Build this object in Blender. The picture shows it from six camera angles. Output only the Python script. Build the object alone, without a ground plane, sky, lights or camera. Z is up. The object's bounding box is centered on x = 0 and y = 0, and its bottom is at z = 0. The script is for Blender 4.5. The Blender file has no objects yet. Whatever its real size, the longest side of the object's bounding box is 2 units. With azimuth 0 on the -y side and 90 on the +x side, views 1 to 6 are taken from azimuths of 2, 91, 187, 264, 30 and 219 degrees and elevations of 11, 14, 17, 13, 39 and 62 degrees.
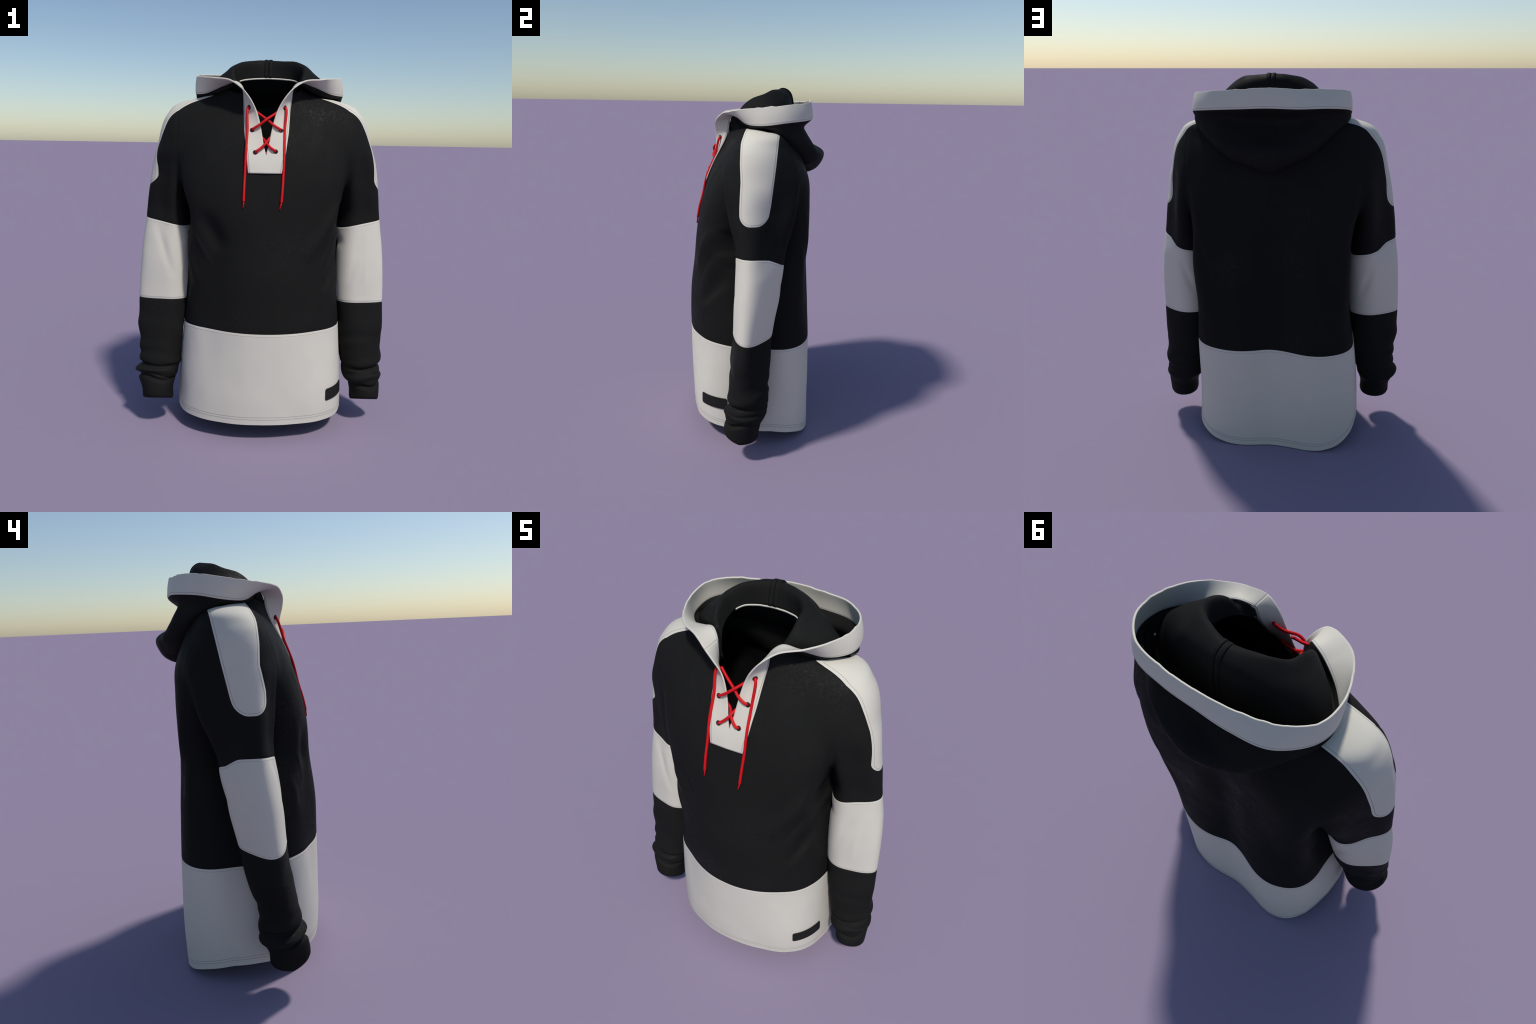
"""Lace-up hooded hockey pullover: black body, off-white trims, red lace."""
import bpy, math
import numpy as np
from mathutils import Vector

np.random.seed(7)
CX = 0.0165          # the garment's centre line at the placket

# ------------------------------------------------------------------ splines
def hermite(ts, vals, t):
    """Cubic through keys (ts, vals[k, ...]) with finite-difference tangents."""
    ts = np.asarray(ts, float); vals = np.asarray(vals, float)
    t = np.clip(np.asarray(t, float), ts[0], ts[-1])
    m = np.gradient(vals, ts, axis=0)
    i = np.clip(np.searchsorted(ts, t, side='right') - 1, 0, len(ts) - 2)
    h = ts[i + 1] - ts[i]; u = (t - ts[i]) / h
    sh = u.shape + (1,) * (vals.ndim - 1)
    u = u.reshape(sh); h = h.reshape(sh)
    return ((2*u**3 - 3*u**2 + 1) * vals[i] + (u**3 - 2*u**2 + u) * h * m[i]
            + (-2*u**3 + 3*u**2) * vals[i + 1] + (u**3 - u**2) * h * m[i + 1])

def smooth(a, b, x):
    u = np.clip((x - a) / (b - a), 0, 1)
    return u * u * (3 - 2 * u)

def smin(a, b, k):
    h = np.clip(0.5 + 0.5 * (b - a) / k, 0, 1)
    return b + (a - b) * h - k * h * (1 - h)

def gauss(x, s):
    return np.exp(-(x / s) ** 2)

# smooth value noise on a random lattice (for soft cloth unevenness)
_lat = np.random.RandomState(11).rand(32, 32, 32)
def vnoise(p):
    q = np.floor(p).astype(int); f = p - q; f = f * f * (3 - 2 * f)
    o = 0
    for dx in (0, 1):
        for dy in (0, 1):
            for dz in (0, 1):
                w = (f[..., 0] if dx else 1 - f[..., 0]) * (f[..., 1] if dy else 1 - f[..., 1]) * (f[..., 2] if dz else 1 - f[..., 2])
                o = o + w * _lat[(q[..., 0] + dx) % 32, (q[..., 1] + dy) % 32, (q[..., 2] + dz) % 32]
    return o * 2 - 1

# ------------------------------------------------------------------ torso: plan sections by height
TC = (0.0, -0.01)
def half(*pts):
    """mirror a right half-section (front to back) about the centre line"""
    pts = list(pts)
    return pts + [(-x, y) for x, y in reversed(pts) if abs(x) > 1e-6]

SECTIONS = [
    (0.00, [(.01,-.376),(.21,-.340),(.32,-.292),(.41,-.207),(.457,-.07),(.465,.06),(.445,.17),(.402,.252),(.290,.320),(.178,.327),(.03,.310),
            (-.129,.326),(-.252,.342),(-.343,.32),(-.413,.25),(-.456,.11),(-.462,-.04),(-.443,-.13),(-.39,-.235),(-.333,-.284),(-.2,-.348),(-.1,-.371)]),
    (0.12, [(.01,-.381),(.21,-.346),(.32,-.306),(.415,-.214),(.455,-.07),(.458,.06),(.436,.165),(.400,.248),(.290,.318),(.178,.329),(.03,.312),
            (-.129,.328),(-.252,.347),(-.343,.325),(-.413,.252),(-.456,.11),(-.462,-.04),(-.443,-.13),(-.39,-.235),(-.333,-.288),(-.2,-.353),(-.1,-.376)]),
    (0.59, [(.01,-.394),(.2,-.354),(.3,-.304),(.37,-.246),(.41,-.16),(.430,-.03),(.436,.1),(.434,.18),(.378,.264),(.28,.312),(.16,.322),(.026,.283),
            (-.085,.300),(-.212,.338),(-.294,.326),(-.385,.272),(-.427,.195),(-.422,.08),(-.425,-.05),(-.405,-.17),(-.355,-.247),(-.25,-.316),(-.14,-.370)]),
    (0.80, [(.01,-.393),(.2,-.352),(.3,-.299),(.365,-.238),(.40,-.15),(.412,-.03),(.428,.1),(.430,.19),(.380,.270),(.28,.300),(.15,.312),(.026,.270),
            (-.1,.302),(-.2,.326),(-.294,.320),(-.380,.277),(-.402,.205),(-.382,.08),(-.394,-.05),(-.388,-.160),(-.348,-.228),(-.25,-.298),(-.14,-.363)]),
    (1.02, [(0,-.366),(.15,-.350),(.26,-.309),(.35,-.256),(.393,-.17),(.402,-.03),(.425,.1),(.440,.215),(.402,.282),(.28,.288),(.2,.299),(.13,.303),(0,.272),
            (-.13,.310),(-.2,.310),(-.30,.302),(-.386,.284),(-.400,.230),(-.366,.09),(-.385,-.03),(-.388,-.165),(-.345,-.242),(-.26,-.280),(-.15,-.334)]),
    (1.24, [(0,-.335),(.15,-.330),(.26,-.296),(.35,-.258),(.397,-.20),(.405,-.08),(.408,.1),(.430,.235),(.388,.300),(.32,.306),(.2,.296),(.13,.298),(0,.264),
            (-.13,.300),(-.2,.298),(-.32,.308),(-.383,.298),(-.410,.235),(-.378,.1),(-.390,-.08),(-.397,-.20),(-.35,-.258),(-.26,-.294),(-.15,-.328)]),
    (1.40, half((0,-.298),(.1,-.298),(.2,-.288),(.3,-.260),(.395,-.212),(.442,-.132),(.442,.09),(.452,.225),(.390,.297),(.31,.306),(.2,.296),(.13,.290),(0,.263))),
    (1.52, half((0,-.268),(.1,-.263),(.2,-.248),(.3,-.220),(.39,-.178),(.475,-.108),(.545,.03),(.495,.188),(.392,.275),(.29,.300),(.2,.294),(.1,.272),(0,.266))),
    (1.62, half((0,-.230),(.1,-.224),(.2,-.202),(.3,-.170),(.40,-.138),(.50,-.092),(.560,.02),(.510,.160),(.388,.240),(.2,.263),(.1,.262),(0,.262))),
    (1.70, half((0,-.188),(.1,-.180),(.2,-.152),(.3,-.124),(.39,-.100),(.482,-.070),(.528,.03),(.468,.150),(.35,.202),(.2,.230),(.1,.24),(0,.243))),
    (1.76, half((0,-.165),(.1,-.155),(.2,-.115),(.28,-.085),(.34,-.062),(.41,-.040),(.462,.05),(.41,.138),(.3,.172),(.2,.190),(.1,.205),(0,.21))),
    (1.80, half((0,-.15),(.1,-.142),(.16,-.115),(.21,-.075),(.25,-.045),(.28,-.01),(.30,.05),(.26,.115),(.2,.145),(.15,.16),(.1,.172),(0,.178))),
    (1.86, half((0,-.13),(.1,-.12),(.15,-.09),(.175,-.055),(.185,-.02),(.19,.02),(.187,.05),(.17,.085),(.15,.1),(.12,.117),(.07,.13),(0,.135))),
    (1.95, half((0,-.12),(.1,-.10),(.145,-.07),(.165,-.04),(.172,-.01),(.172,.02),(.168,.045),(.15,.07),(.13,.08),(.1,.09),(.06,.10),(0,.102))),
]
NTH, NZ, ZTOP = 720, 500, 1.96
def torso_table():
    th = np.linspace(-math.pi, math.pi, NTH, endpoint=False)
    keys = []
    for z, pts in SECTIONS:
        p = np.array(pts) - TC
        a = np.arctan2(p[:, 1], p[:, 0]); r = np.hypot(p[:, 0], p[:, 1])
        o = np.argsort(a); a, r = a[o], r[o]
        a3 = np.concatenate([a - 2*math.pi, a, a + 2*math.pi]); r3 = np.tile(r, 3)
        rr = hermite(a3, r3, th)
        f = np.fft.rfft(rr); f *= np.exp(-(np.arange(len(f)) / 22.0) ** 2)   # soften key corners
        keys.append(np.fft.irfft(f, NTH))
    zs = np.linspace(0, ZTOP, NZ)
    return hermite([s[0] for s in SECTIONS], np.array(keys), zs)
RT = torso_table()
def torso_r(th, z):
    a = (th + math.pi) / (2 * math.pi) * NTH
    b = np.clip(z / ZTOP * (NZ - 1), 0, NZ - 1.001)
    i = np.floor(a).astype(int); j = np.floor(b).astype(int)
    u, v = a - i, b - j; i0, i1 = i % NTH, (i + 1) % NTH
    return (RT[j, i0]*(1-u)+RT[j, i1]*u)*(1-v) + (RT[j+1, i0]*(1-u)+RT[j+1, i1]*u)*v

def f_torso(x, y, z):
    dx, dy = x - TC[0], y - TC[1]
    return np.hypot(dx, dy) - torso_r(np.arctan2(dy, dx), z)

# ------------------------------------------------------------------ sleeves: (z, inner x, outer x, front y, back y)
SLEEVE = {
    +1: [(0.05,.520,.672,-.146,.042),(.12,.516,.678,-.148,.047),(.20,.510,.680,-.140,.060),(.27,.475,.680,-.130,.092),(.37,.455,.680,-.118,.102),(.455,.432,.682,-.116,.106),
         (.555,.422,.684,-.112,.110),(.69,.402,.680,-.097,.116),(.80,.392,.677,-.094,.132),(.90,.388,.674,-.092,.152),(1.10,.392,.656,-.085,.176),(1.16,.402,.649,-.088,.186),
         (1.345,.392,.627,-.130,.236),(1.43,.385,.612,-.142,.244),(1.54,.38,.582,-.138,.232),(1.62,.36,.553,-.105,.185),(1.69,.34,.510,-.060,.140),(1.76,.32,.44,-.01,.09)],
    -1: [(0.08,.486,.650,-.224,-.058),(.14,.482,.652,-.240,-.052),(.21,.482,.656,-.243,-.044),(.27,.465,.680,-.232,-.008),(.35,.445,.675,-.212,-.010),(.44,.422,.676,-.197,.008),
         (.58,.388,.678,-.172,.045),(.71,.376,.680,-.161,.064),(.92,.370,.668,-.148,.108),(1.05,.372,.656,-.13,.133),(1.12,.382,.646,-.121,.141),(1.18,.390,.640,-.119,.160),
         (1.345,.392,.619,-.136,.220),(1.43,.385,.604,-.140,.234),(1.54,.38,.577,-.140,.233),(1.62,.36,.549,-.105,.185),(1.69,.34,.506,-.060,.140),(1.76,.32,.44,-.01,.09)],
}
# turned folds above each cuff: (height, amount, width) on a tilted height
# (height, amount, width, side of the arm it is strongest on, as an angle: 0 outer, -pi/2 front, pi/2 back)
FOLDS = {+1: [(.352,.007,.024,-.6),(.322,-.015,.011,-1.2),(.268,.013,.022,-1.5),(.285,-.007,.008,-.5),(.222,-.013,.012,-1.2),(.43,-.008,.03,2.0),(.395,.006,.02,1.6),(.50,-.006,.03,-2.4)],
         -1: [(.358,.008,.022,2.6),(.326,-.015,.011,-.8),(.292,.014,.017,-.5),(.258,-.014,.011,-.9),(.272,-.007,.007,-1.4),(.46,-.008,.03,1.4),(.40,-.006,.02,.3),(.55,.005,.04,-.5)]}
def tilted(side, x, y, z):
    if side > 0:
        return z - 0.06 * (np.abs(x) - .58) + 0.02 * y
    return z - 0.08 * (np.abs(x) - .58) + 0.22 * (y + .1)

def cuff_edge(x, y):
    return np.where(x > 0, .118 + .42 * np.maximum(-(y + .05), 0), .138 + .42 * np.maximum(-(y + .15), 0))
SEC_TH = np.linspace(-math.pi, math.pi, 361)
def unit_section(pts):
    p = np.array(pts); p = np.stack([(p[:, 0] - .45) * 2, p[:, 1]], 1)
    a = np.arctan2(p[:, 1], p[:, 0]); r = np.hypot(p[:, 0], p[:, 1]); o = np.argsort(a); a, r = a[o], r[o]
    rr = hermite(np.concatenate([a - 2*math.pi, a, a + 2*math.pi]), np.tile(r, 3), SEC_TH[:-1])
    f = np.fft.rfft(rr); f *= np.exp(-(np.arange(len(f)) / 9.0) ** 2); rr = np.fft.irfft(f, 360)
    return np.r_[rr, rr[0]]
SEC_UP = unit_section([(1.0,-.32),(.95,-.11),(.84,.10),(.70,.37),(.56,.71),(.42,1.0),(.24,.90),(.08,.5),(0,0),(.03,-.35),(.15,-.74),(.34,-1.0),(.52,-.84),(.68,-.71),(.86,-.61),(.97,-.48)])
SEC_TOP = unit_section([(1.0,-.22),(.95,.08),(.79,.40),(.58,.75),(.38,1.0),(.15,.92),(0,.5),(0,0),(0,-.5),(.08,-.88),(.32,-1.0),(.58,-.88),(.84,-.70),(.97,-.48)])
SEC_MID = unit_section([(1.0,-.22),(.95,.08),(.83,.41),(.66,.77),(.48,1.0),(.27,.94),(.10,.60),(.04,0),(.06,-.4),(.16,-.80),(.36,-1.0),(.55,-.92),(.80,-.75),(.96,-.5)])
SEC_LOW = unit_section([(1.0,-.05),(.95,.40),(.78,.80),(.5,1.0),(.22,.85),(.05,.45),(0,0),(.05,-.45),(.22,-.85),(.5,-1.0),(.78,-.82),(.95,-.45)])
def f_sleeve(side, x, y, z):
    ax = x * side
    K = np.array(SLEEVE[side])
    zz = np.linspace(K[0, 0], K[-1, 0], 600)
    T = hermite(K[:, 0], K[:, 1:], zz)
    xi, xo, yf, yb = [np.interp(z, zz, T[:, c]) for c in range(4)]
    cx, cy, hx, hy = (xi + xo) / 2, (yf + yb) / 2, (xo - xi) / 2, (yb - yf) / 2
    # section outline in a unit box (0 inner .. 1 outer, -1 front .. 1 back): a wedge at the upper arm, rounder at the wrist
    a, b = (ax - xi) / (xo - xi) - .45, (y - cy) / hy
    th = np.arctan2(b, a * 2)
    w = smooth(.25, .85, z)
    r = np.interp(th, SEC_TH, SEC_LOW) * (1 - w) + np.interp(th, SEC_TH, SEC_UP) * w
    w1 = smooth(1.22, 1.02, z) * w; r = r * (1 - w1) + np.interp(th, SEC_TH, SEC_MID) * w1
    w2 = smooth(1.36, 1.54, z); r = r * (1 - w2) + np.interp(th, SEC_TH, SEC_TOP) * w2
    ph = np.arctan2(y - cy, ax - cx)
    d = (np.hypot(a * 2, b) / r - 1) * np.minimum(hx, hy)
    zt = tilted(side, x, y, z)
    low = z < .68
    for h, a_, w_, p0 in FOLDS[side]:
        wob = .008 * np.sin(2 * ph + h * 60) + .005 * np.sin(3 * ph + h * 90)
        d = d - np.where(low, a_ * gauss(zt - h - wob, w_) * (.55 + .45 * np.cos(ph - p0)) * 1.1, 0)
    # keep clear of the torso below the armpit
    clear = .004 - f_torso(x, y, z)
    d = np.where(z < 1.16, np.maximum(d, clear - 0.03 * smooth(1.08, 1.16, z)), d)
    d = np.maximum(d + .02 * smooth(1.62, 1.74, z), z - 1.75)
    # turned cuff edge
    d = d + np.where(z < .3, .005 * smooth(.014, .0, z - cuff_edge(x, y)), 0)
    return d

# drape lines pulled from the armpits and shoulders: (from, to, width, height)
DRAPES = [
    ((.41,-.19,1.25), (.22,-.33,.96), .034, .026), ((.41,-.20,1.03), (.32,-.28,.80), .028, -.026), ((.402,-.17,1.27), (.395,-.16,1.10), .020, -.016), ((.39,-.2,1.13), (.27,-.31,.90), .012, -.004), ((.38,-.22,.88), (.30,-.30,.70), .018, .004),
    ((-.31,-.27,1.20), (-.18,-.33,1.00), .045, -.021), ((-.395,-.18,1.24), (-.385,-.17,1.08), .022, -.026), ((-.40,-.18,1.02), (-.33,-.26,.80), .028, .013), ((-.37,-.22,1.12), (-.25,-.31,.92), .012, .005),
    ((.30,-.17,1.64), (.24,-.25,1.42), .016, .004), ((.34,-.15,1.64), (.31,-.23,1.40), .014, -.004), ((-.32,-.16,1.64), (-.27,-.25,1.40), .016, .004),
    ((.40,.25,1.20), (.28,.31,.85), .024, -.006), ((-.40,.25,1.20), (-.28,.31,.85), .024, -.006), ((.40,.25,1.34), (.30,.30,1.02), .02, .005), ((-.40,.25,1.34), (-.30,.30,1.02), .02, .005),
    ((.55,-.06,1.10), (.48,-.09,.80), .022, -.005), ((-.56,-.09,1.10), (-.47,-.14,.82), .022, -.006), ((.58,-.05,.98), (.56,-.09,.74), .02, .004),
    ((.52,.14,1.02), (.46,.12,.82), .02, -.007), ((-.52,.10,1.02), (-.46,.06,.82), .02, -.007),
]
def folds(x, y, z):
    """outward push of soft cloth folds"""
    p = np.stack([x, y, z * .6], -1)
    o = .003 * vnoise(p * 6.0 + 3.1) + .0012 * vnoise(p * 15.0)
    for (x0, y0, z0), (x1, y1, z1), wd, amp in DRAPES:
        m = (np.abs(x - (x0 + x1) / 2) < abs(x1 - x0) / 2 + .1) & (np.abs(z - (z0 + z1) / 2) < abs(z1 - z0) / 2 + .1) & ((y < .02) == (y0 < .02))
        if not m.any(): continue
        d = np.array([x1 - x0, y1 - y0, z1 - z0]); L2 = d @ d
        t = np.clip(((x[m] - x0) * d[0] + (y[m] - y0) * d[1] + (z[m] - z0) * d[2]) / L2, 0, 1)
        # measured across the fold in the frontal plane
        dist = np.hypot(x[m] - x0 - t * d[0], z[m] - z0 - t * d[2])
        o[m] = o[m] + amp * gauss(dist, wd) * np.sin(math.pi * np.clip(t * .9 + .1, 0, 1))
    return o

def f_body(x, y, z):
    """torso with the upper sleeves growing out of it (sleeves stop just under the stripe seam)"""
    t = f_torso(x, y, z)
    r, l = f_sleeve(1, x, y, z), f_sleeve(-1, x, y, z)
    k = .004 + .018 * smooth(1.20, 1.35, z) + .012 * smooth(1.42, 1.55, z)
    return np.where(z < 1.03, t, smin(smin(t, r, k), l, k)) - folds(x, y, z)
def f_arms(x, y, z):
    """the sleeves below the stripe seam"""
    return np.where(x > 0, f_sleeve(1, x, y, z), f_sleeve(-1, x, y, z)) - folds(x, y, z)

# ------------------------------------------------------------------ surface nets
def surface_nets(f, lo, hi, h):
    ns = [int(math.ceil((b - a) / h)) + 1 for a, b in zip(lo, hi)]
    ax = [a + h * np.arange(n) for a, n in zip(lo, ns)]
    V = np.empty(ns, np.float32)
    X, Y = np.meshgrid(ax[0], ax[1], indexing='ij')
    for k, z in enumerate(ax[2]):
        V[:, :, k] = f(X, Y, np.full_like(X, z))
    S = V < 0
    c = np.zeros([n - 1 for n in ns], np.int8)
    for dx in (0, 1):
        for dy in (0, 1):
            for dz in (0, 1):
                c += S[dx:ns[0]-1+dx, dy:ns[1]-1+dy, dz:ns[2]-1+dz]
    cell = np.argwhere((c > 0) & (c < 8))
    idx = -np.ones(c.shape, np.int64); idx[tuple(cell.T)] = np.arange(len(cell))
    acc = np.zeros((len(cell), 3)); cnt = np.zeros(len(cell))
    corners = [(a, b, d) for a in (0, 1) for b in (0, 1) for d in (0, 1)]
    for p in corners:
        for axis in range(3):
            if p[axis]: continue
            q = list(p); q[axis] = 1
            va = V[tuple((cell + p).T)]; vb = V[tuple((cell + q).T)]
            m = (va < 0) != (vb < 0)
            t = np.where(m, va / np.where(m, va - vb, 1), 0)
            pt = cell + np.array(p, float); pt[:, axis] += t
            acc[m] += pt[m]; cnt[m] += 1
    P = np.array(lo) + h * acc / cnt[:, None]
    quads = []
    for axis in range(3):
        o1, o2 = [(1, 2), (2, 0), (0, 1)][axis]
        sl0 = [slice(None)] * 3; sl1 = [slice(None)] * 3
        sl0[axis] = slice(0, -1); sl1[axis] = slice(1, None)
        a, b = S[tuple(sl0)], S[tuple(sl1)]
        e = np.argwhere(a != b)
        e = e[(e[:, o1] > 0) & (e[:, o2] > 0) & (e[:, o1] < ns[o1]-1) & (e[:, o2] < ns[o2]-1)]
        flip = ~a[tuple(e.T)]
        d1 = np.zeros(3, int); d1[o1] = 1
        d2 = np.zeros(3, int); d2[o2] = 1
        q = np.stack([idx[tuple((e - d1 - d2).T)], idx[tuple((e - d2).T)], idx[tuple(e.T)], idx[tuple((e - d1).T)]], 1)
        q[flip] = q[flip][:, ::-1]
        quads.append(q)
    return P, np.vstack(quads)

def grad(f, P, e=.002):
    g = np.stack([f(P[:, 0] + e*(i == 0), P[:, 1] + e*(i == 1), P[:, 2] + e*(i == 2))
                  - f(P[:, 0] - e*(i == 0), P[:, 1] - e*(i == 1), P[:, 2] - e*(i == 2)) for i in range(3)], 1)
    return g / (2 * e)

def project(f, P, n=3, lim=.004):
    for _ in range(n):
        g = grad(f, P)
        s = -f(P[:, 0], P[:, 1], P[:, 2]) / np.maximum((g ** 2).sum(1), .2)
        d = g * s[:, None]
        L = np.linalg.norm(d, axis=1, keepdims=True)
        P = P + d * np.minimum(1, lim / np.maximum(L, 1e-9))
    return P

def relax(P, F, n, w=.5):
    e = np.vstack([F[:, [0, 1]], F[:, [1, 2]], F[:, [2, 3]], F[:, [3, 0]]])
    for _ in range(n):
        acc = np.zeros_like(P); c = np.zeros(len(P))
        for a, b in ((0, 1), (1, 0)):
            np.add.at(acc, e[:, a], P[e[:, b]]); np.add.at(c, e[:, a], 1)
        P = P + w * (acc / np.maximum(c, 1)[:, None] - P)
    return P

def vnormals(P, T):
    n = np.cross(P[T[:, 1]] - P[T[:, 0]], P[T[:, 2]] - P[T[:, 0]])
    N = np.zeros_like(P)
    for i in range(3): np.add.at(N, T[:, i], n)
    return N / np.maximum(np.linalg.norm(N, axis=1, keepdims=True), 1e-12)

class Cloth:
    """triangle soup with per-face labels that can be cut along the zero line of any function"""
    def __init__(s, P, T): s.P, s.T, s.L = P, T, np.zeros(len(T), int)
    def cut(s, fn, mask, neg, pos):
        """faces of mask: fn<0 gets label neg, fn>0 gets pos (None keeps)"""
        v = fn(s.P[:, 0], s.P[:, 1], s.P[:, 2]); v = np.where(np.abs(v) < 2e-5, 2e-5, v)
        sg = v[s.T] > 0; k = sg.sum(1)
        cross = mask & (k > 0) & (k < 3)
        lab = lambda L, isneg: np.where(isneg, L if neg is None else neg, L if pos is None else pos)
        L = s.L.copy(); m = mask & ~cross
        L[m] = lab(s.L[m], k[m] == 0)
        ct, cl, ck, cs = s.T[cross], s.L[cross], k[cross], sg[cross]
        lone = np.where((ck == 1)[:, None], cs, ~cs).argmax(1)
        r = np.arange(len(ct))
        a, b, c = ct[r, lone], ct[r, (lone + 1) % 3], ct[r, (lone + 2) % 3]
        pairs = np.vstack([np.stack([a, b], 1), np.stack([a, c], 1)])
        pairs = np.sort(pairs, 1)
        uq, inv = np.unique(pairs, axis=0, return_inverse=True); inv = inv.ravel()
        t = v[uq[:, 0]] / (v[uq[:, 0]] - v[uq[:, 1]])
        newP = s.P[uq[:, 0]] + (s.P[uq[:, 1]] - s.P[uq[:, 0]]) * t[:, None]
        n0 = len(s.P); ab, ac = n0 + inv[:len(ct)], n0 + inv[len(ct):]
        lone_neg = ck == 2
        T2 = np.vstack([np.stack([a, ab, ac], 1), np.stack([ab, b, c], 1), np.stack([ab, c, ac], 1)])
        L2 = np.concatenate([lab(cl, lone_neg), lab(cl, ~lone_neg), lab(cl, ~lone_neg)])
        s.P = np.vstack([s.P, newP])
        s.T = np.vstack([s.T[~cross], T2]); s.L = np.concatenate([L[~cross], L2])
    def drop(s, label):
        k = s.L != label; s.T, s.L = s.T[k], s.L[k]
    def contour(s, fn, mask):
        """zero line of fn on the masked faces as a list of polylines"""
        v = fn(s.P[:, 0], s.P[:, 1], s.P[:, 2]); v = np.where(np.abs(v) < 2e-6, 2e-6, v)
        sg = v[s.T] > 0; k = sg.sum(1); cr = mask & (k > 0) & (k < 3)
        pts, link = {}, {}
        for t in s.T[cr]:
            ends = []
            for a, b in ((t[0], t[1]), (t[1], t[2]), (t[2], t[0])):
                if (v[a] > 0) != (v[b] > 0):
                    key = (min(a, b), max(a, b))
                    if key not in pts:
                        u = v[key[0]] / (v[key[0]] - v[key[1]])
                        pts[key] = s.P[key[0]] + (s.P[key[1]] - s.P[key[0]]) * u
                    ends.append(key)
            link.setdefault(ends[0], []).append(ends[1]); link.setdefault(ends[1], []).append(ends[0])
        lines, seen = [], set()
        for st in sorted(link, key=lambda k: (len(link[k]) > 1, k)):
            if st in seen: continue
            line, cur = [], st
            while cur is not None and cur not in seen:
                seen.add(cur); line.append(pts[cur])
                cur = next((n for n in link[cur] if n not in seen), None)
            if len(line) > 6: lines.append(np.array(line))
        return lines

# ------------------------------------------------------------------ materials
def new_mat(name):
    m = bpy.data.materials.new(name); m.use_nodes = True
    nt = m.node_tree
    return m, nt, nt.nodes["Principled BSDF"]

def fabric(name, base, var, rough, sheen, bump_scale=900.0, bump=.06, blotch=6.0, gloss=None, spec=.3):
    m, nt, b = new_mat(name); N = nt.nodes.new; K = nt.links.new
    tc = N("ShaderNodeTexCoord")
    n1 = N("ShaderNodeTexNoise"); n1.inputs["Scale"].default_value = blotch; n1.inputs["Detail"].default_value = 4
    K(tc.outputs["Object"], n1.inputs["Vector"])
    mix = N("ShaderNodeMix"); mix.data_type = 'RGBA'
    mix.inputs[6].default_value = (*[c * (1 - var) for c in base], 1)
    mix.inputs[7].default_value = (*[min(1, c * (1 + var)) for c in base], 1)
    K(n1.outputs["Fac"], mix.inputs[0])
    # weave grain
    n2 = N("ShaderNodeTexNoise"); n2.inputs["Scale"].default_value = bump_scale; n2.inputs["Detail"].default_value = 2
    mp = N("ShaderNodeMapping"); mp.inputs["Scale"].default_value = (1, 1, .45)
    K(tc.outputs["Object"], mp.inputs["Vector"]); K(mp.outputs["Vector"], n2.inputs["Vector"])
    bp = N("ShaderNodeBump"); bp.inputs["Strength"].default_value = bump; bp.inputs["Distance"].default_value = .002
    K(n2.outputs["Fac"], bp.inputs["Height"]); K(bp.outputs["Normal"], b.inputs["Normal"])
    K(mix.outputs[2], b.inputs["Base Color"])
    b.inputs["Specular IOR Level"].default_value = spec
    b.inputs["Sheen Weight"].default_value = sheen; b.inputs["Sheen Roughness"].default_value = .5
    if gloss:
        n3 = N("ShaderNodeTexNoise"); n3.inputs["Scale"].default_value = 9; n3.inputs["Detail"].default_value = 9; n3.inputs["Roughness"].default_value = .8
        K(tc.outputs["Object"], n3.inputs["Vector"])
        r = N("ShaderNodeMapRange"); r.inputs["From Min"].default_value = .45; r.inputs["From Max"].default_value = .72
        r.inputs["To Min"].default_value = rough; r.inputs["To Max"].default_value = gloss
        K(n3.outputs["Fac"], r.inputs["Value"]); K(r.outputs["Result"], b.inputs["Roughness"])
        # worn shine: broad patches broken up by a fine fleck
        n4 = N("ShaderNodeTexNoise"); n4.inputs["Scale"].default_value = 3.2; n4.inputs["Detail"].default_value = 2
        n5 = N("ShaderNodeTexNoise"); n5.inputs["Scale"].default_value = 95; n5.inputs["Detail"].default_value = 6; n5.inputs["Roughness"].default_value = .75
        K(tc.outputs["Object"], n4.inputs["Vector"]); K(tc.outputs["Object"], n5.inputs["Vector"])
        r4 = N("ShaderNodeMapRange"); r4.inputs["From Min"].default_value = .50; r4.inputs["From Max"].default_value = .66
        r5 = N("ShaderNodeMapRange"); r5.inputs["From Min"].default_value = .48; r5.inputs["From Max"].default_value = .66
        K(n4.outputs["Fac"], r4.inputs["Value"]); K(n5.outputs["Fac"], r5.inputs["Value"])
        mu = N("ShaderNodeMath"); mu.operation = 'MULTIPLY'; K(r4.outputs["Result"], mu.inputs[0]); K(r5.outputs["Result"], mu.inputs[1])
        ma = N("ShaderNodeMath"); ma.operation = 'MULTIPLY_ADD'; K(mu.outputs[0], ma.inputs[0]); ma.inputs[1].default_value = .10; ma.inputs[2].default_value = spec
        K(ma.outputs[0], b.inputs["Specular IOR Level"])
    else:
        b.inputs["Roughness"].default_value = rough
    return m

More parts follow.
